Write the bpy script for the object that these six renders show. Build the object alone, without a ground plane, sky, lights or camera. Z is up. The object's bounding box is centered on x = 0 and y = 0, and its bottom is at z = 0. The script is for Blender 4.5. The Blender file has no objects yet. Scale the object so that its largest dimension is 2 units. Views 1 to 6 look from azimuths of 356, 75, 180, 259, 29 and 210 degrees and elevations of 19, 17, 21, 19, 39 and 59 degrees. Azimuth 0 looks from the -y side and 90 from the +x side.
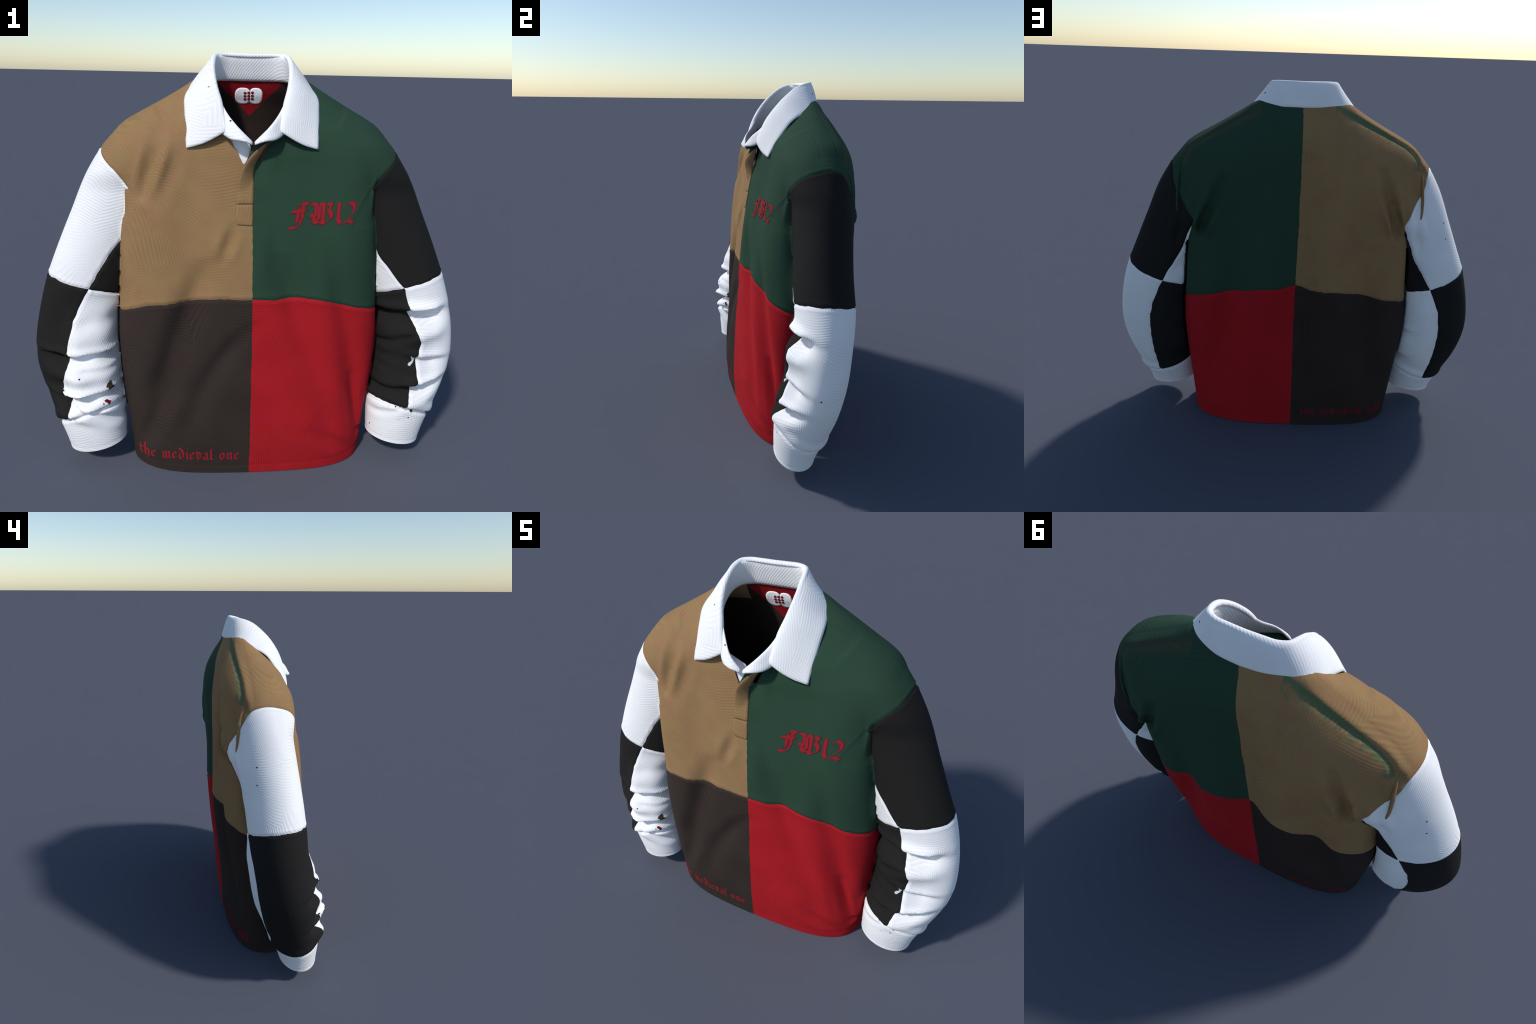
"""Patchwork long-sleeved rugby shirt, standing as if worn: lofted torso and sleeves joined into
one cloth surface, cut along its seams into panels, plus collar, placket, cuffs and lettering."""
import bpy, math
import numpy as np
from mathutils import Vector
from mathutils.bvhtree import BVHTree

rng = np.random.RandomState(7)
H = 0.0085                      # cell size of the cloth surface grid


# ------------------------------------------------------------------ helpers
def smooth(x, a, b):
    t = np.clip((x - a) / (b - a), 0, 1)
    return t * t * (3 - 2 * t)


def cubic(ts, xs, t):
    """Smooth (monotone-ish Hermite) interpolation of a table of control values."""
    ts, xs, t = np.asarray(ts, float), np.asarray(xs, float), np.asarray(t, float)
    if xs.ndim == 1:
        xs = xs[:, None]
        flat = True
    else:
        flat = False
    m = np.gradient(xs, ts, axis=0)
    i = np.clip(np.searchsorted(ts, t, side="right") - 1, 0, len(ts) - 2)
    h = ts[i + 1] - ts[i]
    u = np.clip((t - ts[i]) / h, 0, 1)[..., None]
    h = h[..., None]
    out = ((2 * u**3 - 3 * u**2 + 1) * xs[i] + (u**3 - 2 * u**2 + u) * h * m[i]
           + (-2 * u**3 + 3 * u**2) * xs[i + 1] + (u**3 - u**2) * h * m[i + 1])
    return out[..., 0] if flat else out


def polyline(points, n):
    p = np.asarray(points, float)
    d = np.r_[0, np.cumsum(np.linalg.norm(np.diff(p, axis=0), axis=1))]
    return cubic(d / d[-1], p, np.linspace(0, 1, n))


def ripple(P, scale, seed=0):
    """Cheap smooth noise in about -1..1: a sum of sines in fixed random directions."""
    r = np.random.RandomState(seed)
    out = 0
    for k in range(7):
        d = r.normal(size=3)
        d *= scale * r.uniform(.6, 1.6) / np.linalg.norm(d)
        out = out + np.sin(P @ d + r.uniform(0, 6.28))
    return out / 3.5


# ------------------------------------------------------------------ torso
TZ = [-.08, 0, .2, .4, .65, .9, 1.05, 1.2, 1.35, 1.45, 1.5, 1.55, 1.6, 1.65, 1.7, 1.75, 1.79, 1.84]
T_HALF = [.568, .572, .588, .604, .611, .590, .577, .562, .552, .562, .576, .585, .553, .475, .388, .300, .235, .13]
T_FRONT = [-.266, -.270, -.280, -.278, -.261, -.242, -.228, -.208, -.183, -.165, -.157, -.142, -.127, -.096, -.058, -.010, .030, .07]
T_BACK = [.207, .211, .232, .249, .267, .284, .283, .284, .287, .284, .280, .272, .262, .245, .222, .190, .168, .13]
T_POW = [2.8, 2.8, 2.9, 3.0, 3.2, 3.4, 3.8, 4.3, 4.4, 4.0, 3.3, 2.7, 2.3, 2.1, 2.0, 2.0, 2.0, 2.0]
# long drape hollows: (height, |x| or x, depth) stations, half width, front or back
HOLLOWS = [
    ([(1.78, 0, 0), (1.7, 0, .016), (1.6, 0, .036), (1.5, 0, .050), (1.3, 0, .056), (1.1, 0, .057), (.85, 0, .064), (.65, 0, .048), (.45, 0, .033), (.2, 0, .016), (.03, 0, 0)],
     [(1.6, .15), (1.35, .145), (1.1, .115), (.85, .095), (.4, .090), (0, .09)], 1, 0),
    ([(1.45, .27, 0), (1.2, .285, .018), (1.02, .32, .032), (.85, .350, .048), (.62, .385, .046), (.35, .43, .034), (.08, .47, 0)], [(1.4, .07), (.85, .070), (.3, .075)], 1, 1),
    ([(1.08, -.20, 0), (.98, -.225, .026), (.88, -.258, .042), (.70, -.320, .052), (.48, -.385, .058), (.28, -.44, .036), (.12, -.48, 0)], [(1, .055), (.88, .062), (.4, .065)], -1, 0),
    ([(.80, .02, 0), (.66, -.09, .020), (.48, -.20, .020), (.30, -.27, .016), (.12, -.32, 0)], [(1, .05), (.3, .055)], -1, 0),
    ([(1.10, .11, 0), (1.0, .14, .018), (.88, .175, .034), (.66, .25, .026), (.45, .32, .026), (.22, .38, .016), (.08, .40, 0)], [(1, .055), (.88, .06), (.4, .065)], -1, 0),
    ([(1.16, .33, 0), (1.02, .36, .014), (.92, .385, .026), (.80, .415, .032), (.58, .465, .044), (.38, .495, .046), (.2, .52, .022), (.08, .53, 0)], [(1, .05), (.5, .055)], -1, 0),
    ([(1.56, .25, 0), (1.42, .27, .014), (1.22, .27, .016), (1.02, .27, .008), (.9, .26, 0)], [(1.5, .10), (.9, .10)], -1, 1),
]

# creases of the front and back cloth: x0, z0, x1, z1, width, depth, side (-1 front, 1 back)
CREASES = [
    (-.375, 1.60, -.455, 1.33, .026, .022, -1), (-.075, 1.20, -.125, 1.06, .022, .010, -1),
    (-.36, .44, -.50, .12, .030, .008, -1), (.475, .48, .545, .12, .018, .012, -1), (.535, .14, .60, .12, .014, .005, -1),
    (.12, 1.12, .17, .92, .035, .006, -1),
    (.562, 1.52, .552, 1.24, .014, .026, -1), (-.560, 1.48, -.552, 1.24, .014, .018, -1), (.035, 1.57, .025, 1.43, .030, .012, -1), (.600, 1.54, .585, 1.44, .014, .008, -1),
    (.09, 1.18, .10, .95, .03, .006, -1), (.30, .22, .50, .06, .03, .008, -1), (-.30, 1.50, -.40, 1.30, .03, .006, -1),
    (.37, 1.45, .480, 1.18, .024, .024, 1), (-.385, 1.50, -.482, 1.22, .024, .026, 1), (.452, 1.29, .494, 1.16, .019, .046, 1), (-.448, 1.34, -.494, 1.18, .019, .056, 1),
    (-.30, .95, -.36, .55, .06, .006, 1), (.30, .95, .36, .45, .06, .006, 1), (.05, .8, .10, .4, .06, .004, 1),
]


def hollow_depth(P):
    x, y, z = P[..., 0], P[..., 1], P[..., 2]
    zl = z[0, 0, :]
    out = np.zeros(x.shape, np.float32)
    for line, widths, side, mirrored in HOLLOWS:
        l, w = np.array(line[::-1]), np.array(widths[::-1])
        xc = cubic(l[:, 0], l[:, 1], zl)
        dep = cubic(l[:, 0], l[:, 2], zl) * (zl > l[0, 0]) * (zl < l[-1, 0])
        wd = np.interp(zl, w[:, 0], w[:, 1])
        xx = np.abs(x) if mirrored else x
        out += dep * (.78 if side < 0 else .92) * np.exp(-((xx - xc) / wd)**2) * smooth(side * (y - .03), 0, .12)
    return out


def crease_depth(P):
    x, y, z = P[..., 0], P[..., 1], P[..., 2]
    out = np.zeros(x.shape)
    for x0, z0, x1, z1, w, d, side in CREASES:
        ex, ez = x1 - x0, z1 - z0
        t = np.clip(((x - x0) * ex + (z - z0) * ez) / (ex * ex + ez * ez), 0, 1)
        dx, dz = x - x0 - t * ex, z - z0 - t * ez
        r2 = (dx * dx + dz * dz) / w**2
        g = np.exp(-r2) * (0.35 + 0.65 * np.sin(np.pi * np.clip(t * .8 + .1, 0, 1)))
        g = g - .45 * np.exp(-(np.sqrt(r2) - 1.9)**2 * 1.5) * np.sin(np.pi * t)      # soft lips beside it
        out += d * g * (smooth(side * (y - .03), -.02, .06))
    return out


def torso_field(X, Y, Z):
    z = Z[0, 0, :]
    hw, yf, yb, pw = (cubic(TZ, t, z)[None, None, :] for t in (T_HALF, T_FRONT, T_BACK, T_POW))
    slim = (.006 * smooth(z, .12, .4) * (1 - smooth(z, 1.45, 1.6)))[None, None, :]
    yf, yb = yf + slim, yb - slim
    yc, b = (yf + yb) / 2, (yb - yf) / 2
    q = (np.abs(X / hw)**pw + np.abs((Y - yc) / b)**pw)**(1 / pw)
    g = np.gradient(q, H)
    gl = np.sqrt(g[0]**2 + g[1]**2 + g[2]**2)
    f = (q - 1) / np.maximum(gl, 1.2)
    return np.maximum(f, Z - 1.835).astype(np.float32)


# ------------------------------------------------------------------ sleeves
# spine of the right-hand (+x) sleeve: x, y, z, half breadth across, half depth front to back, turn outwards-forwards
SPINE = np.array([
    (.330, .050, 1.560, .140, .150, 0), (.440, .050, 1.470, .173, .160, 0), (.535, .050, 1.320, .196, .155, 12),
    (.620, .036, 1.140, .196, .150, 16), (.698, .016, .980, .191, .148, 14), (.758, .004, .830, .187, .146, 10),
    (.793, -.016, .660, .200, .141, 12), (.793, -.042, .480, .199, .141, 12), (.772, -.074, .350, .176, .136, 10),
    (.749, -.100, .240, .152, .120, 2), (.732, -.120, .100, .132, .097, 0), (.724, -.126, -.030, .129, .095, 0)])
# folds across the forearm: height, tilt outwards, width above, width below, depth, side
FOLDS = [
    (.588, .02, .012, .036, .074, -1), (.530, .10, .008, .016, .015, -1), (.400, -.05, .012, .038, .074, -1), (.325, .40, .012, .022, .028, -1), (.740, -.12, .030, .030, .012, -1),
    (.766, .05, .018, .040, .070, 1), (.552, -.10, .014, .046, .072, 1), (.400, .12, .016, .032, .048, 1), (.670, .45, .014, .018, .015, 1),
    (.480, -.20, .012, .018, .015, 1), (.310, .25, .010, .016, .015, 1)]


def sleeve_field(X, Y, Z, side):
    shape = X.shape
    shift = .012 * smooth(Z, .2, .4) * (1 - smooth(Z, .7, .9)) if side < 0 else 0      # the two forearms hang a little differently
    P = np.stack([X.ravel() * side, (Y - shift).ravel(), Z.ravel()], -1).astype(np.float32)
    n = 90
    d = np.r_[0, np.cumsum(np.linalg.norm(np.diff(SPINE[:, :3], axis=0), axis=1))]
    S = cubic(d, SPINE, np.linspace(0, d[-1], n)).astype(np.float32)
    T = np.gradient(S[:, :3], axis=0)
    T /= np.linalg.norm(T, axis=1)[:, None]
    best, idx = np.full(len(P), 1e9, np.float32), np.zeros(len(P), np.int32)
    for i in range(n):
        e = P - S[i, :3]
        dd = np.einsum("ij,ij->i", e, e)
        m = dd < best
        best[m], idx[m] = dd[m], i
    e = P - S[idx, :3]
    along = np.einsum("ij,ij->i", e, T[idx])
    step = d[-1] / (n - 1)
    k = np.clip(idx + along / step, 0, n - 1)
    i0 = np.minimum(k.astype(int), n - 2)
    fr = (k - i0)[:, None]
    s = S[i0] * (1 - fr) + S[i0 + 1] * fr
    t = T[i0] * (1 - fr) + T[i0 + 1] * fr
    U = np.cross(t, np.array([0, 1, 0], np.float32))
    U /= np.linalg.norm(U, axis=1)[:, None]
    W = np.cross(U, t)
    e = P - s[:, :3]
    u, w = np.einsum("ij,ij->i", e, U), np.einsum("ij,ij->i", e, W)
    a, b = s[:, 3].copy(), s[:, 4].copy()
    # folds: the front and the inner side are pressed in along bands, deepest at the front
    ang_front = np.clip(-w / (np.hypot(u, w) + 1e-6), -1, 1)
    out_ward = u / (np.hypot(u, w) + 1e-6)
    mask = smooth(ang_front, -.15, .55) * (1 - .95 * smooth(out_ward, .45, .92)) * (1 - .6 * smooth(-out_ward, .05, .6)) + .25 * smooth(-out_ward, .5, .95)
    dent = np.zeros(len(P), np.float32)
    bend = .010 * ripple(P, 9, 2 + side) + .004 * ripple(P, 24, 12 + side)
    inner_only = smooth(-out_ward, -.15, .35) * smooth(ang_front, -.1, .4)
    for z0, tilt, above, below, dep, sd in FOLDS:
        if sd == side:
            small = dep < .016
            q = P[:, 2] - z0 - tilt * (P[:, 0] - .75) + bend
            q = np.where(q > 0, q / above, q / below)
            dent += dep * (inner_only if small else 1) * np.clip(.66 + .65 * ripple(P, 8, int(z0 * 1000)), .10, 1.2) * (np.exp(-q * q) - .30 * np.exp(-(np.abs(q) - 2.2)**2 * .8))
    # cloth gathered at the inner elbow stands out towards the front, and the back of the sleeve head bulges
    zz = P[:, 2]
    elbow = smooth(zz, .24, .42) * (1 - smooth(zz, .66, .86))
    dent *= mask
    dent -= (.050 if side < 0 else .024) * elbow * smooth(ang_front, .15, .85) * smooth(.55 - out_ward, 0, .7)
    dent -= .018 * smooth(zz, 1.32, 1.42) * (1 - smooth(zz, 1.52, 1.6)) * smooth(ang_front, .2, .8)
    dent -= .022 * smooth(zz, .30, .45) * (1 - smooth(zz, .70, .88)) * smooth(-ang_front, .1, .6) * smooth(-out_ward, -.05, .5)
    head = smooth(zz, 1.12, 1.26) * (1 - smooth(zz, 1.40, 1.52))
    dent -= .030 * head * smooth(-ang_front, .25, .85) * smooth(.45 - out_ward, 0, .5)
    dent += .020 * smooth(zz, .86, .96) * (1 - smooth(zz, 1.08, 1.16)) * smooth(-ang_front, .1, .6) * smooth(-out_ward, .1, .6)
    # slack cloth behind the upper arm
    back = smooth(-ang_front, .35, .9)
    q = (P[:, 0] - .575 - .22 * (1.3 - P[:, 2])) / .020
    dent += .018 * back * np.exp(-q * q) * smooth(P[:, 2], 1.02, 1.14) * (1 - smooth(P[:, 2], 1.26, 1.36))
    # gathered step just above the cuff
    seam = P[:, 2] - cuff_seam(P[:, 0], P[:, 1])
    dent += .010 * np.exp(-(seam / .010)**2) - .012 * smooth(seam, 0, .02) * (1 - smooth(seam, .03, .08)) - .004 * (1 - smooth(seam, -.02, -.005))
    a, b = a - dent, b - dent - .006 * smooth(zz, .3, .5)
    turn = np.radians(s[:, 5])
    u, w = u * np.cos(turn) - w * np.sin(turn), u * np.sin(turn) + w * np.cos(turn)
    q = np.sqrt((u / a)**2 + (w / b)**2) + 1e-6
    f = (q - 1) * q / np.maximum(np.sqrt(u * u / a**4 + w * w / b**4), .5)
    f = np.maximum(f, np.where(idx == 0, -along, -1))
    return f.reshape(shape).astype(np.float32)


def cuff_seam(ax, y):
    return .225 + .34 * (.87 - ax) - .32 * (y + .09)


def cuff_end(ax, y):
    return .090 + .16 * (.83 - ax)


def smin(a, b, k):
    h = np.clip(.5 + .5 * (b - a) / k, 0, 1)
    return b + (a - b) * h - k * h * (1 - h)


def surface_nets(f, origin, h):
    """Quads of the zero surface of a sampled field (inside negative)."""
    s = f < 0
    nx, ny, nz = f.shape
    cell = np.zeros((nx - 1, ny - 1, nz - 1), np.int8)
    corners = [(i, j, k) for i in (0, 1) for j in (0, 1) for k in (0, 1)]
    for i, j, k in corners:
        cell += s[i:nx - 1 + i, j:ny - 1 + j, k:nz - 1 + k]
    act = np.argwhere((cell > 0) & (cell < 8))
    number = np.full(cell.shape, -1, np.int32)
    number[tuple(act.T)] = np.arange(len(act))
    acc, cnt = np.zeros((len(act), 3)), np.zeros(len(act))
    for ax in range(3):
        o = [c for c in range(3) if c != ax]
        for p in (0, 1):
            for q in (0, 1):
                c0 = np.zeros(3, int)
                c0[o[0]], c0[o[1]] = p, q
                c1 = c0.copy()
                c1[ax] = 1
                fa = f[tuple((act + c0).T)]
                fb = f[tuple((act + c1).T)]
                m = (fa < 0) != (fb < 0)
                t = np.where(m, fa / np.where(m, fa - fb, 1), 0)
                acc[m] += (c0 + (c1 - c0) * t[:, None])[m]
                cnt += m
    V = (act + acc / cnt[:, None]) * h + origin
    quads = []
    for ax in range(3):
        o = [(ax + 1) % 3, (ax + 2) % 3]
        lo, hi = [slice(None)] * 3, [slice(None)] * 3
        lo[ax], hi[ax] = slice(0, -1), slice(1, None)
        a, b = s[tuple(lo)], s[tuple(hi)]
        e = np.argwhere(a != b)
        e = e[(e[:, o[0]] > 0) & (e[:, o[1]] > 0) & (e[:, o[0]] < f.shape[o[0]] - 1) & (e[:, o[1]] < f.shape[o[1]] - 1)]
        flip = a[tuple(e.T)]
        d0, d1 = np.zeros(3, int), np.zeros(3, int)
        d0[o[0]] = 1
        d1[o[1]] = 1
        q = np.stack([number[tuple((e - d0 - d1).T)], number[tuple((e - d1).T)], number[tuple(e.T)], number[tuple((e - d0).T)]], 1)
        q[~flip] = q[~flip][:, ::-1]
        quads.append(q)
    return V, np.vstack(quads)


def relax(V, Q, rounds):
    e = np.vstack([Q[:, [0, 1]], Q[:, [1, 2]], Q[:, [2, 3]], Q[:, [3, 0]]])
    n = np.bincount(e[:, 0], minlength=len(V)) + np.bincount(e[:, 1], minlength=len(V))
    for r in range(rounds):
        for lam in (.5, -.52):
            acc = np.stack([np.bincount(e[:, 0], V[e[:, 1], c], len(V)) + np.bincount(e[:, 1], V[e[:, 0], c], len(V)) for c in range(3)], 1)
            V = V + lam * (acc / n[:, None] - V)
    return V


def vertex_normals(V, F):
    fn = np.cross(V[F[:, 1]] - V[F[:, 0]], V[F[:, 2]] - V[F[:, 0]])
    N = np.stack([sum(np.bincount(F[:, k], fn[:, c], len(V)) for k in range(3)) for c in range(3)], 1)
    return N / np.maximum(np.linalg.norm(N, axis=1), 1e-12)[:, None]


def split(V, F, values):
    """Cut triangles along the zero line of values(V)."""
    f = values(V)
    f = np.where(np.abs(f) < 1e-7, 1e-7, f)
    s = f > 0
    mixed = s[F].sum(1) % 3 != 0
    keep, M = F[~mixed], F[mixed]
    sm = s[M]
    lone = np.where(sm.sum(1) == 1, sm.argmax(1), (~sm).argmax(1))
    r = np.arange(len(M))
    a, b, c = M[r, lone], M[r, (lone + 1) % 3], M[r, (lone + 2) % 3]
    pairs = np.sort(np.vstack([np.c_[a, b], np.c_[a, c]]), 1)
    u, inv = np.unique(pairs, axis=0, return_inverse=True)
    inv = inv.ravel()
    t = (f[u[:, 0]] / (f[u[:, 0]] - f[u[:, 1]]))[:, None]
    new = V[u[:, 0]] * (1 - t) + V[u[:, 1]] * t
    ab, ac = len(V) + inv[:len(M)], len(V) + inv[len(M):]
    return np.vstack([V, new]), np.vstack([keep, np.c_[a, ab, ac], np.c_[ab, b, c], np.c_[ab, c, ac]])


# ------------------------------------------------------------------ the cloth surface
xs, ys, zs = np.arange(-1.04, 1.04, H), np.arange(-.34, .36, H), np.arange(-.06, 1.86, H)
X, Y, Z = np.meshgrid(xs, ys, zs, indexing="ij")
X, Y, Z = X.astype(np.float32), Y.astype(np.float32), Z.astype(np.float32)
torso = torso_field(X, Y, Z)
P = np.stack([X, Y, Z], -1)
torso += crease_depth(P).astype(np.float32) + hollow_depth(P)
torso += (.0035 * ripple(P * np.array([1, 1, .45], np.float32), 11, 3)).astype(np.float32)
arms = np.full(X.shape, 1.0, np.float32)
for side in (-1, 1):
    m = np.where(side * xs > .28)[0]
    sl = slice(m[0], m[-1] + 1)
    zt = np.searchsorted(zs, 1.72)
    f = sleeve_field(X[sl, :, :zt], Y[sl, :, :zt], Z[sl, :, :zt], side)
    arms[sl, :, :zt] = f
arms += (.003 * ripple(P, 14, 5)).astype(np.float32)
del P
gap = np.where(Z < 1.16, .012 * smooth(Y, -.10, -.02) - torso, -1).astype(np.float32)
free = smooth(Z, 1.08, 1.2)
arms = np.maximum(arms, gap - free * .05)
cloth = np.where(Z > 1.08, smin(torso, arms, .008 + .012 * free), np.minimum(torso, arms))
V, Q = surface_nets(cloth, np.array([xs[0], ys[0], zs[0]]), H)
V = relax(V, Q, 3)
torso_grid = torso
del X, Y, Z, torso, arms, cloth, gap, free
F = np.vstack([Q[:, [0, 1, 2]], Q[:, [0, 2, 3]]])


# ------------------------------------------------------------------ seams, as fields whose zero line is the seam
def rag(V, amount, seed):
    return amount * (.6 * ripple(V, 60, seed) + .6 * ripple(V, 170, seed + 1))


A_Z = [.9, 1.15, 1.24, 1.35, 1.42, 1.495, 1.56, 1.7]
A_X = [.44, .46, .478, .540, .590, .645, .70, .80]


def torso_side(P):
    """Distance outside the torso cloth: tells the torso from the sleeve below the armpit."""
    g = (np.asarray(P) - (xs[0], ys[0], zs[0])) / H
    g = np.clip(g, 0, np.array(torso_grid.shape) - 1.001)
    i = g.astype(int)
    t = g - i
    out = 0
    for a in (0, 1):
        for b in (0, 1):
            for c in (0, 1):
                w = (t[:, 0] if a else 1 - t[:, 0]) * (t[:, 1] if b else 1 - t[:, 1]) * (t[:, 2] if c else 1 - t[:, 2])
                out = out + w * torso_grid[i[:, 0] + a, i[:, 1] + b, i[:, 2] + c]
    return out - .0055


def armhole(V):
    ax = np.abs(V[:, 0])
    out = .022 * (V[:, 0] > 0) * smooth(V[:, 1], .04, .10) * np.exp(-((V[:, 2] - 1.36) / .09)**2)
    seam = ax - out - np.interp(V[:, 2], A_Z, A_X) - .2 * V[:, 1] * smooth(V[:, 2], 1.5, 1.4) + rag(V, .0015, 11)
    return np.minimum(seam, torso_side(V) + .3 * smooth(V[:, 2], 1.34, 1.44))


def hem(V):
    return V[:, 2] - .002 * (1 + ripple(V, 5, 4))


def cuff_cut(V):
    ax = np.abs(V[:, 0])
    return V[:, 2] - cuff_end(ax, V[:, 1])


def cuff_line(V):
    return V[:, 2] - cuff_seam(np.abs(V[:, 0]), V[:, 1]) + rag(V, .0012, 21)


def sleeve_band(V):
    ax = np.abs(V[:, 0])
    return V[:, 2] - (.945 - .3 * (.93 - ax) - .13 * V[:, 1]) + rag(V, .003, 31)


S_Z = [.2, .26, .36, .43, .47, .56, .64, .755, .80, .89, 1.05, 1.14, 1.3]
S_FRONT = {-1: [.83, .832, .832, .855, .852, .824, .819, .79, .77, .72, .62, .546, .45], 1: [.735, .742, .757, .796, .797, .786, .802, .752, .739, .712, .58, .54, .45]}
B_Z = [.2, .24, .445, .60, .722, .85, 1.034, 1.23, 1.3]
B_X = [.775, .785, .806, .806, .780, .722, .607, .522, .49]


def sleeve_side(V):
    ax, y, z = np.abs(V[:, 0]), V[:, 1], V[:, 2]
    front = np.where(V[:, 0] < 0, np.interp(z, S_Z, S_FRONT[-1]), np.interp(z, S_Z, S_FRONT[1]))
    back = np.interp(z, B_Z, B_X)
    yc = np.interp(z, SPINE[::-1, 2], SPINE[::-1, 1])
    return ax - front - (back - front) * smooth(y - yc, -.14, .14) + rag(V, .003, 41)


def waist(V):
    z = .890 - .10 * (np.abs(V[:, 0]) / .58)**3 - .012 * smooth(V[:, 1], .0, .2) * (1 - np.exp(-(V[:, 0] / .05)**2))
    return V[:, 2] - z + .008 * np.sin(V[:, 0] * 17 + 1 + V[:, 1] * 3) * np.minimum(np.abs(V[:, 0]) / .2, 1) + rag(V, .0022, 51)


def middle(V):
    return V[:, 0] - .003 + .003 * np.sin(V[:, 2] * 4 + 2) + rag(V, .002, 61)


def neck(V):
    """Negative inside the neck opening: a rounded column with a slit running down the front."""
    x, y, z = V[:, 0], V[:, 1], V[:, 2]
    q = (np.abs(x / .187)**2.4 + np.abs((y - .005) / .148)**2.4)**(1 / 2.4) - 1
    col = np.maximum(q * .17, 1.45 - z)
    slit = np.maximum(np.abs(x + .035) - .01 - .53 * (z - 1.475) + rag(V, .004, 71), y + .05)
    return np.minimum(col, slit)


cuts = dict(armhole=armhole, hem=hem, cuff_cut=cuff_cut, cuff_line=cuff_line, band=sleeve_band, side=sleeve_side, waist=waist, middle=middle, neck=neck)
for name, fn in cuts.items():
    V, F = split(V, F, fn)
C = V[F].mean(1)
val = {k: np.mean([fn(V[F[:, i]]) for i in range(3)], 0) for k, fn in cuts.items()}


is_arm = val["armhole"] > 0
keep = (val["neck"] > 0) & np.where(is_arm & (np.abs(C[:, 0]) > .5), val["cuff_cut"] > 0, val["hem"] > 0)
F, C, is_arm = F[keep], C[keep], is_arm[keep]
val = {k: v[keep] for k, v in val.items()}
used, inv = np.unique(F, return_inverse=True)
V, F = V[used], inv.reshape(F.shape)
N = vertex_normals(V, F)

# stitched seams: the cloth dips a little along every seam line and rises beside it
press = np.zeros(len(V))
arm_v = np.zeros(len(V), bool)
arm_v[F[is_arm].ravel()] = True
for k, where in (("armhole", V[:, 2] > 1.2), ("band", arm_v), ("side", arm_v & (cuff_line(V) > .008)), ("cuff_line", arm_v), ("waist", ~arm_v)):
    d = cuts[k](V)
    press += where * (.0035 * np.exp(-(d / .006)**2) - .0015 * np.exp(-((np.abs(d) - .015) / .007)**2))
d = np.where(arm_v, V[:, 2] - cuff_end(np.abs(V[:, 0]), V[:, 1]) - .018, V[:, 2] - .045)
press += .0018 * np.exp(-(d / .004)**2)
# the front of the shirt overlaps the back along a seam behind the shoulder: a step with a furrow behind it
ax = np.abs(V[:, 0])
reach = smooth(ax, .17, .26) * (1 - smooth(ax, .60, .64)) * smooth(V[:, 2], 1.42, 1.50) * smooth(V[:, 1], .06, .10) * np.where(V[:, 0] < 0, 1, .55)
d = V[:, 1] - .150 + .3 * np.maximum(ax - .575, 0) + .004 * ripple(V, 14, 8)
press += reach * (.0065 * np.exp(-((d - .007) / .010)**2) * (d > -.002) - .006 * np.exp(-((d + .012) / .014)**2) * (d <= .0))
yoke = np.exp(-((V[:, 1] - .105) / .004)**2) + np.exp(-((V[:, 1] - .02) / .004)**2)
press += .0015 * yoke * smooth(V[:, 2], 1.50, 1.56)
near = (V[:, 1] < 0) & (ax < .075)
press += near * .002 * (np.exp(-((V[:, 2] - 1.215) / .004)**2) + np.exp(-((V[:, 2] - 1.30) / .004)**2))
V = V - N * press[:, None]
N = vertex_normals(V, F)

# lining: the same cloth seen from inside, with the turned edges at neck, hem and cuffs
thick = .016 + .016 * smooth(V[:, 2], 1.35, 1.6)
thick = .004 + (thick - .004) * np.where(V[:, 2] > 1.4, smooth(neck(V), .0, .05), 1)
inner = V - N * thick[:, None]
e = np.sort(np.vstack([F[:, [0, 1]], F[:, [1, 2]], F[:, [2, 0]]]), 1)
ue, first, cnt = np.unique(e, axis=0, return_index=True, return_counts=True)
directed = np.vstack([F[:, [0, 1]], F[:, [1, 2]], F[:, [2, 0]]])[first[cnt == 1]]
rim = np.vstack([np.c_[directed[:, 1], directed[:, 0], directed[:, 0] + len(V)], np.c_[directed[:, 1], directed[:, 0] + len(V), directed[:, 1] + len(V)]])


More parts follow.
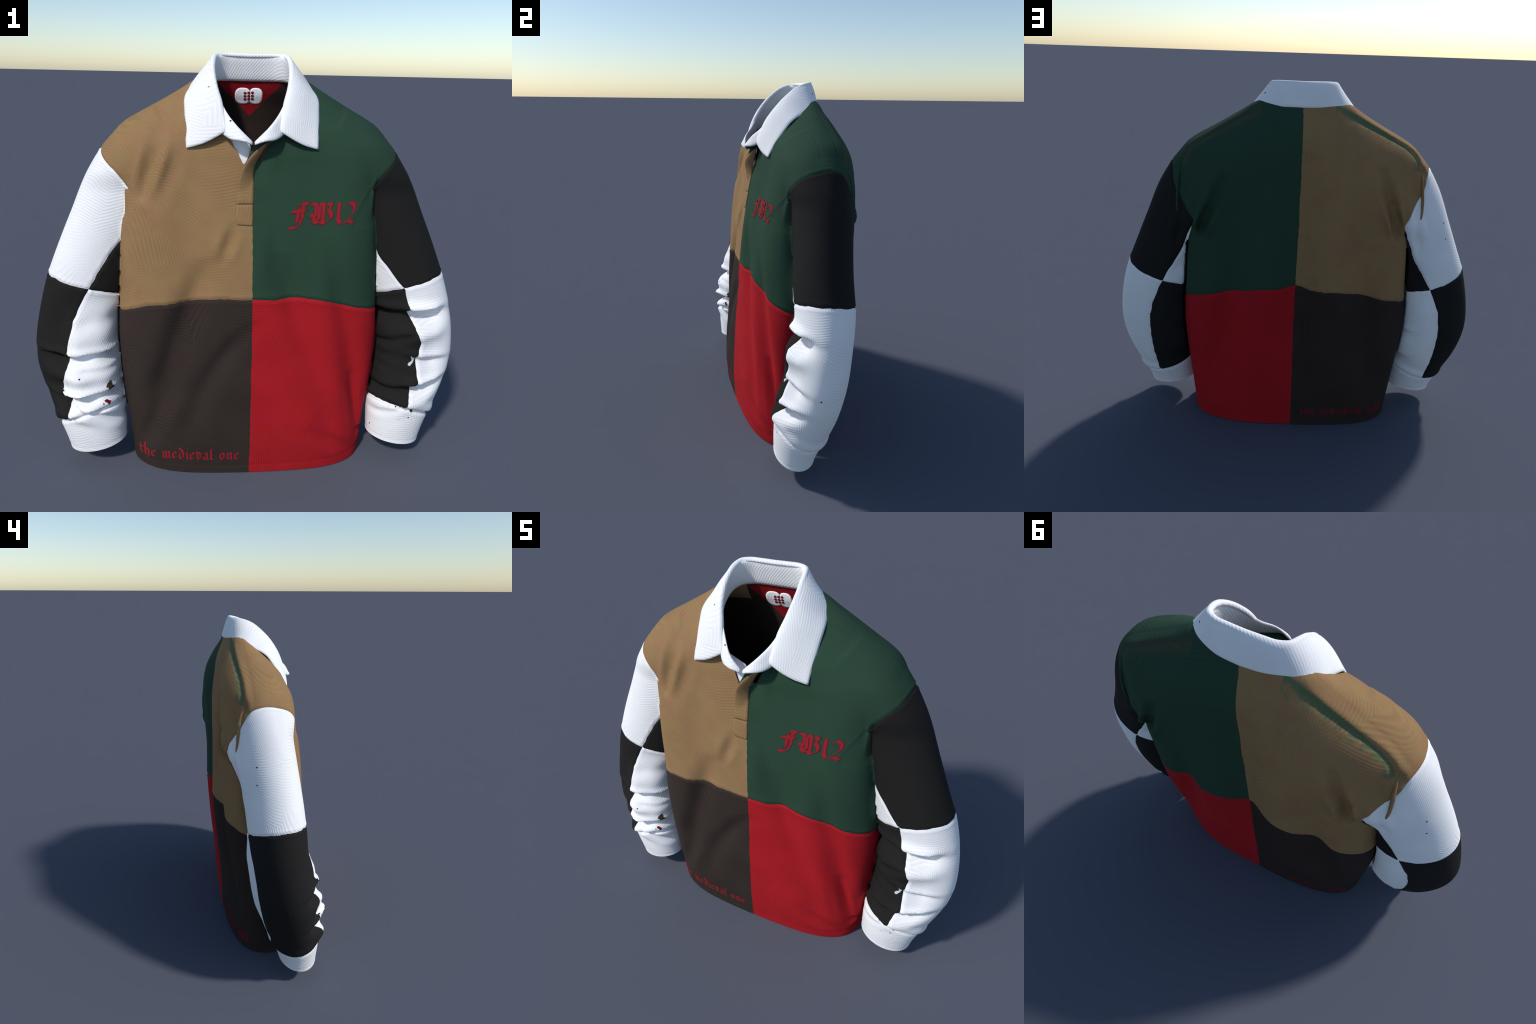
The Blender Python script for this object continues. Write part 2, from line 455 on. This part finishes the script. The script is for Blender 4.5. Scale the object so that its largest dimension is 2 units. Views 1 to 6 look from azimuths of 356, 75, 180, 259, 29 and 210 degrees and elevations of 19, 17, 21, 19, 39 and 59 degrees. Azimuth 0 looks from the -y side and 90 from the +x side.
# ------------------------------------------------------------------ materials
def cloth_material(name, colour, line_depth=.12, bump=.10, blotch=.0, patches=(), rough=.88, period=.0125, specks=False, hue_drift=.02):
    """Ribbed cotton: fine lines whose direction changes from patch to patch."""
    m = bpy.data.materials.new(name)
    m.use_nodes = True
    nt = m.node_tree
    n, L = nt.nodes, nt.links
    bsdf = n["Principled BSDF"]
    bsdf.inputs["Roughness"].default_value = rough
    bsdf.inputs["Specular IOR Level"].default_value = .12
    tc = n.new("ShaderNodeTexCoord").outputs["Object"]

    def math_(op, a, b=None, c=None):
        k = n.new("ShaderNodeMath")
        k.operation = op
        for i, v in enumerate((a, b, c)):
            if v is None:
                continue
            if isinstance(v, (int, float)):
                k.inputs[i].default_value = v
            else:
                L.new(v, k.inputs[i])
        return k.outputs[0]

    sep = n.new("ShaderNodeSeparateXYZ")
    L.new(tc, sep.inputs[0])
    wob = n.new("ShaderNodeTexNoise")
    wob.inputs["Scale"].default_value, wob.inputs["Detail"].default_value = 3.0, 1
    L.new(tc, wob.inputs["Vector"])
    add = n.new("ShaderNodeMixRGB")
    add.blend_type, add.inputs[0].default_value = "ADD", .35
    L.new(tc, add.inputs[1])
    L.new(wob.outputs["Color"], add.inputs[2])
    vor = n.new("ShaderNodeTexVoronoi")
    vor.inputs["Scale"].default_value = 3.6
    L.new(add.outputs[0], vor.inputs["Vector"])
    sc = n.new("ShaderNodeSeparateColor")
    L.new(vor.outputs["Color"], sc.inputs[0])
    ang = math_("MULTIPLY", sc.outputs[0], 3.1416)
    along = math_("ADD", math_("MULTIPLY", math_("ADD", sep.outputs[0], math_("MULTIPLY", sep.outputs[1], .9)), math_("COSINE", ang)), math_("MULTIPLY", sep.outputs[2], math_("SINE", ang)))
    along = math_("ADD", along, math_("MULTIPLY", wob.outputs[0], .06))
    wave = math_("MULTIPLY_ADD", math_("SINE", math_("MULTIPLY", along, 6.2832 / period)), .5, .5)
    fine = n.new("ShaderNodeTexNoise")
    fine.inputs["Scale"].default_value, fine.inputs["Detail"].default_value = 260, 3
    L.new(tc, fine.inputs["Vector"])
    big = n.new("ShaderNodeTexNoise")
    big.inputs["Scale"].default_value, big.inputs["Detail"].default_value = 5, 4
    L.new(tc, big.inputs["Vector"])
    fade = n.new("ShaderNodeMapRange")
    fade.inputs[1].default_value, fade.inputs[2].default_value = .40, .62
    L.new(big.outputs[0], fade.inputs[0])
    lines = math_("MULTIPLY", wave, math_("MULTIPLY_ADD", fade.outputs[0], .75, .25))
    shade = math_("SUBTRACT", 1.0, math_("MULTIPLY", lines, line_depth))
    shade = math_("MULTIPLY", shade, math_("MULTIPLY_ADD", fine.outputs[0], .10, .95))
    hsv = n.new("ShaderNodeHueSaturation")
    L.new(shade, hsv.inputs["Value"])
    base = None
    col = n.new("ShaderNodeRGB")
    col.outputs[0].default_value = (*colour, 1)
    base = col.outputs[0]
    if blotch:
        mx = n.new("ShaderNodeMixRGB")
        mx.inputs[2].default_value = (*[min(1, c * 1.0) * k for c, k in zip(colour, (.92, .90, .86))], 1)
        f2 = n.new("ShaderNodeMapRange")
        f2.inputs[1].default_value, f2.inputs[2].default_value, f2.inputs[4].default_value = .45, .6, blotch
        L.new(big.outputs[0], f2.inputs[0])
        L.new(f2.outputs[0], mx.inputs[0])
        L.new(base, mx.inputs[1])
        base = mx.outputs[0]
    ragged = n.new("ShaderNodeTexNoise")
    ragged.inputs["Scale"].default_value, ragged.inputs["Detail"].default_value = 34, 5
    L.new(tc, ragged.inputs["Vector"])
    # patches: (function building a mask from x,y,z sockets, colour)
    for build, pc in patches:
        mask = build(math_, sep.outputs, big.outputs[0], ragged.outputs[0], wave)
        mx = n.new("ShaderNodeMixRGB")
        mx.inputs[2].default_value = (*pc, 1)
        L.new(mask, mx.inputs[0])
        L.new(base, mx.inputs[1])
        base = mx.outputs[0]
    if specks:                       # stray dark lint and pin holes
        v2 = n.new("ShaderNodeTexVoronoi")
        v2.inputs["Scale"].default_value = 15
        L.new(tc, v2.inputs["Vector"])
        s2 = n.new("ShaderNodeSeparateColor")
        L.new(v2.outputs["Color"], s2.inputs[0])
        dot = math_("LESS_THAN", math_("ADD", v2.outputs["Distance"], math_("MULTIPLY", fine.outputs[0], .10)), .115)
        dot = math_("MULTIPLY", dot, math_("GREATER_THAN", s2.outputs[1], .55))
        mx = n.new("ShaderNodeMixRGB")
        mx.inputs[2].default_value = (.03, .025, .02, 1)
        L.new(dot, mx.inputs[0])
        L.new(base, mx.inputs[1])
        base = mx.outputs[0]
    hue = n.new("ShaderNodeTexNoise")
    hue.inputs["Scale"].default_value, hue.inputs["Detail"].default_value = 13, 3
    L.new(tc, hue.inputs["Vector"])
    L.new(math_("MULTIPLY_ADD", hue.outputs[0], hue_drift, .5 - hue_drift / 2), hsv.inputs["Hue"])
    L.new(base, hsv.inputs["Color"])
    L.new(hsv.outputs[0], bsdf.inputs["Base Color"])
    b = n.new("ShaderNodeBump")
    b.inputs["Strength"].default_value, b.inputs["Distance"].default_value = bump, .004
    hgt = math_("ADD", math_("MULTIPLY", lines, .8), math_("MULTIPLY", fine.outputs[0], .35))
    L.new(hgt, b.inputs["Height"])
    L.new(b.outputs[0], bsdf.inputs["Normal"])
    return m


def srgb(r, g, b):
    return tuple(((c / 255 + .055) / 1.055)**2.4 if c > 10 else c / 255 / 12.92 for c in (r, g, b))


TAN, GREEN, BROWN, RED = srgb(149, 118, 82), srgb(45, 70, 55), srgb(55, 46, 42), srgb(170, 29, 37)
BLACK, WHITE, CRIMSON = srgb(35, 34, 33), srgb(242, 242, 243), srgb(148, 34, 44)


def shoulder_bleed(m, s, big, fine, wave):
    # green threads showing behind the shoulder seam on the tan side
    d = m("SUBTRACT", s[1], .149)
    fade = m("SUBTRACT", 1.0, m("DIVIDE", d, m("MULTIPLY_ADD", fine, .11, -.022)))
    fade = m("MULTIPLY", fade, m("MULTIPLY_ADD", wave, .5, .75))
    k = m("MULTIPLY", m("GREATER_THAN", d, .0), m("MINIMUM", m("MAXIMUM", m("MULTIPLY", fade, 1.3), 0.0), .78))
    k = m("MULTIPLY", k, m("LESS_THAN", s[0], -.15))
    k = m("MULTIPLY", k, m("GREATER_THAN", s[0], -.585))
    return m("MULTIPLY", k, m("GREATER_THAN", s[2], 1.495))


def shoulder_rub(m, s, big, fine, wave):
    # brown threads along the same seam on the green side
    d = m("ABSOLUTE", m("SUBTRACT", s[1], .160))
    k = m("SUBTRACT", 1.0, m("DIVIDE", d, .028))
    k = m("MULTIPLY", m("MAXIMUM", k, 0.0), m("MULTIPLY_ADD", wave, .5, .1))
    k = m("MULTIPLY", k, m("GREATER_THAN", s[0], .2))
    k = m("MULTIPLY", k, m("GREATER_THAN", big, .42))
    return m("MULTIPLY", k, m("GREATER_THAN", s[2], 1.5))
def spot(x, y, z, r):
    def build(m, s, big, fine, wave):
        d = None
        for k, c in zip(range(3), (x, y, z)):
            e = m("SUBTRACT", s[k], c)
            e = m("MULTIPLY", e, e)
            d = e if d is None else m("ADD", d, e)
        return m("LESS_THAN", m("ADD", m("SQRT", d), m("MULTIPLY", m("SUBTRACT", fine, .5), .10)), r)
    return build


WORN = tuple((spot(*p), srgb(*c)) for p, c in (((-.615, -.17, .595, .030), (74, 60, 44)), ((-.625, -.19, .425, .030), (74, 58, 42)),
                                               ((-.640, -.205, .372, .017), (112, 22, 30)), ((.620, -.20, .415, .026), (150, 126, 96))))
LINT = tuple((spot(*p), srgb(205, 208, 212)) for p in ((.795, -.165, .600, .012), (.765, -.185, .545, .014), (.62, -.15, .55, .02)))
M = {k: cloth_material(k + "_cotton", c, **o) for k, c, o in (
    ("tan", TAN, dict(line_depth=.17, hue_drift=.05, patches=((shoulder_bleed, srgb(78, 110, 80)),))), ("green", GREEN, dict(line_depth=.12, patches=((shoulder_rub, srgb(96, 76, 58)),))), ("brown", BROWN, dict(line_depth=.30)),
    ("red", RED, dict(line_depth=.20, hue_drift=.006)), ("black", BLACK, dict(line_depth=.12, patches=LINT)), ("white", WHITE, dict(line_depth=.10, bump=.22, specks=True, patches=WORN)),
    ("crimson", CRIMSON, dict(line_depth=.05)), ("halo", srgb(88, 44, 44), dict(line_depth=.1)), ("faded_crimson", srgb(120, 30, 38), dict(line_depth=.1)))}


def red_yoke(m, s, big, fine, wave):
    # a pointed red facing inside the back of the neck
    half = m("MULTIPLY", m("SUBTRACT", s[2], 1.628), 1.0)
    inside = m("GREATER_THAN", m("SUBTRACT", half, m("ABSOLUTE", s[0])), 0.0)
    return m("MULTIPLY", inside, m("GREATER_THAN", s[1], .06))


def tan_inside(m, s, big, fine, wave):
    return m("MULTIPLY", m("GREATER_THAN", s[2], 1.70), m("LESS_THAN", s[0], -.145))


M["lining"] = cloth_material("lining_cotton", srgb(52, 42, 38), line_depth=.15, patches=((red_yoke, srgb(140, 22, 30)), (tan_inside, TAN)))

# ------------------------------------------------------------------ objects
shirt = bpy.data.objects.new("rugby_shirt", None)
shirt["label"] = "patchwork long-sleeved rugby shirt with white collar and cuffs"
shirt["category"] = "shirt"
bpy.context.collection.objects.link(shirt)


def add(name, verts, faces, material, normals=None, parent=shirt, flat=False, **props):
    me = bpy.data.meshes.new(name)
    me.from_pydata(np.asarray(verts).tolist(), [], np.asarray(faces).tolist() if not isinstance(faces, list) else faces)
    me.polygons.foreach_set("use_smooth", np.full(len(me.polygons), not flat))
    if normals is not None:
        me.normals_split_custom_set_from_vertices(normals.tolist())
    me.materials.append(material)
    ob = bpy.data.objects.new(name, me)
    ob.parent = parent
    bpy.context.collection.objects.link(ob)
    for k, v in props.items():
        ob[k] = v
    return ob


def region(mask, name, material):
    f = F[mask]
    u, iv = np.unique(f, return_inverse=True)
    return add(name, V[u], iv.reshape(f.shape), material, N[u])


left = C[:, 0] < 0                       # the wearer's right, on the viewer's left
body = ~is_arm
mid = val["middle"] < 0
up = val["waist"] > 0
region(body & mid & up, "body_panel", M["tan"])
region(body & ~mid & up, "body_panel", M["green"])
region(body & mid & ~up, "body_panel", M["brown"])
region(body & ~mid & ~up, "body_panel", M["red"])
cuff = is_arm & (val["cuff_line"] < 0)
slv = is_arm & ~cuff
outer, high = val["side"] > 0, val["band"] > 0
for s, (a, b) in ((left, ("white", "black")), (~left, ("black", "white"))):
    region(slv & s & (outer & high), "sleeve_panel", M[a])
    region(slv & s & (~outer & ~high), "sleeve_panel", M[a])
    region(slv & s & (outer & ~high), "sleeve_panel", M[b])
    region(slv & s & (~outer & high), "sleeve_panel", M[b])
    region(cuff & s, "cuff", M["white"])
add("lining", np.vstack([V, inner]), np.vstack([F[:, ::-1] + len(V), rim]), M["lining"], np.vstack([N, -N]))
tree = BVHTree.FromPolygons(V.tolist(), F.tolist())


# ------------------------------------------------------------------ collar
def thicken(A, t, name, material, closed=False, **kw):
    """A sheet given as a grid of points (rows x columns) becomes a padded panel with rounded rims."""
    A = np.asarray(A)
    r, c = A.shape[:2]
    du, dv = np.gradient(A, axis=0), np.gradient(A, axis=1)
    n = np.cross(du, dv)
    n /= np.maximum(np.linalg.norm(n, axis=2), 1e-9)[..., None]
    prof = np.ones((r, c))
    ring = np.minimum.outer(np.minimum(np.arange(r), np.arange(r)[::-1]), np.full(c, 99))
    ring = np.minimum(ring, np.minimum(np.arange(c), np.arange(c)[::-1])[None, :])
    prof = np.where(ring == 0, .35, np.where(ring == 1, .8, 1.0))[..., None]
    top, bot = A + n * t / 2 * prof, A - n * t / 2 * prof
    verts = np.vstack([top.reshape(-1, 3), bot.reshape(-1, 3)])
    i = np.arange(r * c).reshape(r, c)
    q = np.stack([i[:-1, :-1], i[1:, :-1], i[1:, 1:], i[:-1, 1:]], -1).reshape(-1, 4)
    off = r * c
    edge = np.r_[i[0, :-1], i[:-1, -1], i[-1, :0:-1], i[:0:-1, 0]]
    nxt = np.roll(edge, -1)
    side = np.stack([edge, nxt, nxt + off, edge + off], -1)
    return add(name, verts, np.vstack([q, q[:, ::-1] + off, side]), material, **kw)


FOLD = [(0, .134, 1.891), (.06, .133, 1.892), (.114, .129, 1.892), (.151, .109, 1.890), (.165, .068, 1.881), (.169, .028, 1.863),
        (.170, -.006, 1.838), (.165, -.045, 1.803), (.154, -.085, 1.757), (.139, -.115, 1.712), (.126, -.142, 1.655), (.112, -.164, 1.598)]
EDGE = [(0, .176, 1.786), (.08, .170, 1.786), (.16, .150, 1.782), (.230, .128, 1.771), (.260, .090, 1.760), (.269, .044, 1.744),
        (.279, .003, 1.727), (.282, -.024, 1.708), (.279, -.056, 1.668), (.276, -.088, 1.622), (.273, -.118, 1.577), (.270, -.146, 1.530)]
BASE = [(0, .150, 1.780), (.06, .149, 1.780), (.115, .140, 1.780), (.153, .115, 1.778), (.178, .070, 1.765), (.188, .025, 1.735),
        (.188, -.020, 1.690), (.178, -.068, 1.645), (.155, -.115, 1.606), (.125, -.150, 1.582), (.085, -.193, 1.564), (.045, -.213, 1.561), (.006, -.203, 1.546)]
TOP = [(0, .124, 1.886), (.06, .123, 1.887), (.108, .117, 1.887), (.138, .097, 1.885), (.154, .062, 1.876), (.160, .026, 1.858),
       (.161, -.006, 1.833), (.156, -.040, 1.798), (.145, -.078, 1.753), (.130, -.106, 1.708), (.104, -.138, 1.661), (.058, -.184, 1.609), (.004, -.196, 1.556)]
nc, nr = 64, 18


def both(points, n, shift=0):
    half = polyline(points, n)
    l = half.copy()
    l[:, 0] *= -1
    return np.vstack([l[:0:-1], half])


fold, edge_ = both(FOLD, nc), both(EDGE, nc)
v = np.linspace(0, 1, nr)[:, None, None]
out = np.cross(np.gradient(fold, axis=0), edge_ - fold)
out /= np.linalg.norm(out, axis=1)[:, None]
if out[nc - 1, 1] < 0:
    out = -out
s = np.abs(np.linspace(-1, 1, 2 * nc - 1))
leaf = fold[None] * (1 - v) + edge_[None] * v
leaf = leaf + out[None] * (.010 * np.sin(np.pi * v**.75)) * (.5 + .5 * smooth(s, .2, .5) - .2 * smooth(s, .7, 1))[None, :, None]
leaf[..., 2] -= (.012 * np.sin(np.pi * v[..., 0]) * smooth(s, .86, 1)[None, :])
leaf += out[None] * .003 * ripple(leaf, 22, 9)[..., None]
# roll the fold over to meet the stand
up = fold - edge_
up /= np.linalg.norm(up, axis=1)[:, None]
r = (.0070 * (1 - .55 * smooth(s, .8, 1)))[:, None]
roll = [fold - out * r + r * (out * math.cos(a) + up * math.sin(a)) for a in np.radians([200, 172, 144, 116, 88, 60, 30])]
leaf = np.concatenate([np.array(roll), leaf])
leaf[..., 2] -= .006
thicken(leaf, .011, "collar", M["white"])
base, top = both(BASE, nc), both(TOP, nc)
v = np.linspace(0, 1, 10)[:, None, None]
stand = base[None] * (1 - v) + top[None] * v
thicken(stand, .012, "collar_stand", M["white"])


# ------------------------------------------------------------------ placket: the loose strip over the front slit
def strip(left_edge, right_edge, n, m, t, name, material, bow=0.0, drape=False):
    l, r = polyline(left_edge, n), polyline(right_edge, n)
    v = np.linspace(0, 1, m)[None, :, None]
    g = l[:, None] * (1 - v) + r[:, None] * v
    g[..., 1] -= bow * np.sin(np.pi * v[..., 0])
    if drape:                        # keep it lying just on the cloth underneath
        for i in range(n):
            for j in range(m):
                hit = tree.ray_cast(Vector((g[i, j, 0], -1, g[i, j, 2])), Vector((0, 1, 0)))[0]
                if hit and hit.y < 0:
                    g[i, j, 1] = min(g[i, j, 1], hit.y - .0012)
    return thicken(g, t, name, material)


strip([(-.064, -.176, 1.301), (-.060, -.180, 1.381), (-.048, -.190, 1.43), (-.033, -.198, 1.467), (.005, -.182, 1.515), (.050, -.158, 1.548)],
      [(.003, -.172, 1.301), (.005, -.165, 1.381), (.005, -.162, 1.42), (.008, -.160, 1.455), (.032, -.155, 1.502), (.058, -.150, 1.545)],
      40, 9, .0065, "placket", M["tan"], .003, True)
strip([(-.060, -.195, 1.216), (-.066, -.193, 1.235), (-.066, -.177, 1.300)], [(.002, -.199, 1.212), (.003, -.196, 1.235), (.003, -.173, 1.300)],
      14, 9, .0035, "placket", M["tan"], .002, True)
strip([(-.036, -.192, 1.464), (-.010, -.184, 1.51), (.012, -.176, 1.548)], [(-.03, -.188, 1.468), (.010, -.174, 1.515), (.054, -.152, 1.550)],
      16, 8, .006, "placket_facing", M["green"])
strip([(-.105, -.128, 1.585), (-.092, -.132, 1.535), (-.072, -.138, 1.505), (-.050, -.150, 1.460)], [(-.02, -.132, 1.548), (-.008, -.134, 1.53), (-.008, -.140, 1.50), (-.02, -.150, 1.455)],
      16, 8, .006, "neck_facing", M["white"])


strip([(-.012, -.150, 1.540), (.03, -.146, 1.546), (.07, -.142, 1.556), (.115, -.138, 1.575)], [(.004, -.199, 1.547), (.045, -.207, 1.562), (.085, -.189, 1.566), (.122, -.152, 1.584)],
      18, 7, .005, "placket_facing", M["green"])

# ------------------------------------------------------------------ pinched seam fold behind each sleeve head
for side, name in ((-1, "tan"), (1, "green")):
    spine = polyline([(.588, .172, 1.500), (.594, .184, 1.462), (.600, .196, 1.41), (.605, .206, 1.35), (.607, .212, 1.30), (.604, .208, 1.262)], 26)
    rows = []
    for k, p in enumerate(spine):
        y0 = tree.ray_cast(Vector((p[0] * side, 1, p[2])), Vector((0, -1, 0)))[0]
        y0 = y0.y if y0 else p[1] - .02
        w = .0055 * math.sin(math.pi * min(1, (k + 2) / 30))**.5 + .0015
        hgt = min(max(p[1] + .012 - y0, .010), .015) * math.sin(math.pi * min(1, (k + .3) / 26.5))**.8 - .003
        rows.append([((p[0] + w * math.cos(a)) * side, y0 - .006 + (hgt + .006) * math.sin(a), p[2]) for a in np.linspace(0, math.pi, 9)])
    thicken(rows if side > 0 else rows[::-1], .004, "seam_fold", M[name])


# ------------------------------------------------------------------ lettering: broad-nib strokes laid on the cloth
def stroke(points, nib, lift, place, front=True):
    """One pen stroke: a polyline swept by a slanted nib, draped on the cloth and given depth."""
    p = np.asarray(points, float)
    seg = np.linalg.norm(np.diff(p, axis=0), axis=1)
    pts = [p[0]]
    for a, b, l in zip(p[:-1], p[1:], seg):
        for t in np.linspace(0, 1, max(2, int(l / .08) + 1))[1:]:
            pts.append(a + (b - a) * t)
    verts, faces = [], []
    for q in pts:
        row = []
        for t in (-.5, 0, .5):
            x, z = place(q[0] + nib[0] * t, q[1] + nib[1] * t)
            hit = tree.ray_cast(Vector((x, -1 if front else 1, z)), Vector((0, 1 if front else -1, 0)))[0]
            row.append((x, hit.y if hit else 0, z))
        sgn = -1 if front else 1
        verts += [(x, y + sgn * lift, z) for x, y, z in row] + [(x, y - sgn * .003, z) for x, y, z in row]
    for k in range(len(pts) - 1):
        a, b = 6 * k, 6 * k + 6
        faces += [(a, b, b + 1, a + 1), (a + 1, b + 1, b + 2, a + 2), (a, a + 3, b + 3, b), (a + 2, b + 2, b + 5, a + 5)]
    e = 6 * (len(pts) - 1)
    faces += [(0, 1, 4, 3), (1, 2, 5, 4), (e, e + 3, e + 4, e + 1), (e + 1, e + 4, e + 5, e + 2)]
    return verts, faces


def letter(strokes, nib, lift, place, material, front=True, name="embroidered_letter"):
    V_, F_ = [], []
    for k, st in enumerate(strokes):
        v_, f_ = stroke(st, nib, lift + .0003 * k, place, front)
        F_ += [tuple(i + len(V_) for i in f) for f in f_]
        V_ += v_
    return add(name, V_, F_, material, flat=True)


BLACKLETTER = {     # pen paths, x-height 1, baseline 0; last entry the advance
    "t": ([[(.15, 1.45), (.15, .25), (.32, .05), (.5, .2)], [(-.02, 1.0), (.42, 1.0)]], .62),
    "h": ([[(.12, 1.75), (.12, .05), (.2, 0)], [(.12, .75), (.35, 1.0), (.55, .8), (.55, .2), (.42, -.35)]], .85),
    "e": ([[(.5, .25), (.3, .02), (.1, .2), (.1, .75), (.35, 1.0), (.52, .75), (.12, .48)]], .76),
    "m": ([[(.02, .85), (.15, 1.0), (.15, .1), (.24, 0)], [(.18, .8), (.42, 1.0), (.5, .85), (.5, .1), (.6, 0)], [(.54, .8), (.78, 1.0), (.86, .85), (.86, .1), (.98, .02)]], 1.18),
    "d": ([[(.12, 1.55), (.5, 1.1), (.56, .7), (.5, .2), (.3, 0), (.1, .2), (.1, .7), (.3, .95)]], .82),
    "i": ([[(.02, .85), (.15, 1.0), (.15, .12), (.28, 0)], [(.1, 1.35), (.22, 1.45)]], .46),
    "v": ([[(.04, 1.1), (.16, .95), (.16, .15), (.32, 0)], [(.3, 1.1), (.5, .9), (.5, .3), (.3, 0)]], .78),
    "a": ([[(.08, .8), (.3, 1.0), (.5, .85), (.5, .12), (.62, 0)], [(.5, .6), (.14, .42), (.12, .12), (.28, 0), (.46, .2)]], .80),
    "l": ([[(.3, 1.65), (.14, 1.5), (.14, .12), (.3, 0)]], .50),
    "o": ([[(.3, 1.0), (.1, .75), (.1, .22), (.3, 0), (.52, .22), (.52, .75), (.3, 1.0)]], .82),
    "n": ([[(.02, .85), (.15, 1.0), (.15, .1), (.24, 0)], [(.18, .8), (.42, 1.0), (.52, .85), (.52, .1), (.64, 0)]], .86),
    " ": ([], .62)}
words = "the medieval one"
total = sum(BLACKLETTER[c][1] for c in words)
xh = .040
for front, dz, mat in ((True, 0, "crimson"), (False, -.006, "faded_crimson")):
    pen = 0
    for c in words:
        strokes, adv = BLACKLETTER[c]
        if strokes:
            def place(x, y, pen=pen):
                wx = -.527 + (.487 / total) * (pen + x)
                base = .084 - .024 * smooth(-wx, .33, .54)
                return wx, base + dz + y * xh
            letter(strokes, (.20, .17), .0014, place, M[mat], front)
        pen += adv
EMBLEM = [          # chest monogram, in units of its own height
    [[(.60, .96), (.58, .45), (.47, .17), (.30, .10), (.08, .12)], [(.42, .82), (.38, .30)], [(.30, .78), (.50, .98), (.64, 1.00), (.78, .94)], [(.15, .71), (.70, .71)]],
    [[(.94, .96), (1.12, .93), (1.12, .55), (1.04, .38), (1.20, .24)], [(.92, .56), (1.06, .48)], [(1.30, .97), (1.42, .90), (1.41, .28)],
     [(1.04, .34), (1.20, .23), (1.33, .31), (1.48, .21), (1.75, .38)], [(1.60, .97), (1.73, .90), (1.62, .70), (1.75, .58), (1.74, .40)], [(1.24, .88), (1.25, .36)]],
    [[(1.92, .90), (2.03, .96), (2.02, .36), (2.13, .20)]],
    [[(2.30, .82), (2.40, .93), (2.50, .96), (2.64, .88), (2.68, .76), (2.62, .58), (2.26, .20), (2.44, .29), (2.64, .22)]]]


def chest(x, y):
    return .146 + .1065 * x + .006 * y, 1.190 + .112 * y + .004 * x


for glyph in EMBLEM:
    letter(glyph, (.185, .15), .0008, chest, M["halo"], name="embroidered_outline")
    letter(glyph, (.128, .10), .0018, chest, M["crimson"])

# ------------------------------------------------------------------ neck label
inside = BVHTree.FromPolygons(inner.tolist(), F.tolist())


def on_lining(x, z, lift):
    hit = inside.ray_cast(Vector((x, .05, z)), Vector((0, 1, 0)))[0]
    y = hit.y if hit else .19
    return (x, y - lift, z)


def patch(outline, lift, name, material):
    """A small padded patch with a fan of rings, sewn on the lining."""
    o = np.asarray(outline, float)
    c = o.mean(0)
    n, rings = len(o), 5
    verts = [on_lining(c[0], c[1], lift)]
    for r in range(1, rings + 1):
        verts += [on_lining(*(c + (p - c) * r / rings), lift) for p in o]
    verts += [on_lining(*p, -.002) for p in o]
    faces = [(0, 1 + k, 1 + (k + 1) % n) for k in range(n)]
    for r in range(rings):
        a, b = 1 + r * n, 1 + (r + 1) * n
        faces += [(a + k, b + k, b + (k + 1) % n, a + (k + 1) % n) for k in range(n)]
    return add(name, verts, faces, material)


th = np.linspace(0, 2 * math.pi, 28, endpoint=False)


def lobe(cx, cz, rx, rz, cut):
    x, z = cx + rx * np.sign(np.cos(th)) * np.abs(np.cos(th))**.75, cz + rz * np.sign(np.sin(th)) * np.abs(np.sin(th))**.75
    return np.c_[np.minimum(x, cut) if cx < cut else np.maximum(x, cut), z]


patch(lobe(-.032, 1.716, .036, .036, -.001), .0015, "neck_label", M["white"])
patch(lobe(.026, 1.716, .031, .036, .001), .0015, "neck_label", M["white"])
for i in range(3):
    for j in range(3):
        cx, cz = -.022 + .0165 * i, 1.702 + .0135 * j + .001 * i
        patch(np.c_[cx + 0.0070 * np.cos(th[::3]), cz + .0056 * np.sin(th[::3])], .0030, "label_print", M["faded_crimson"])
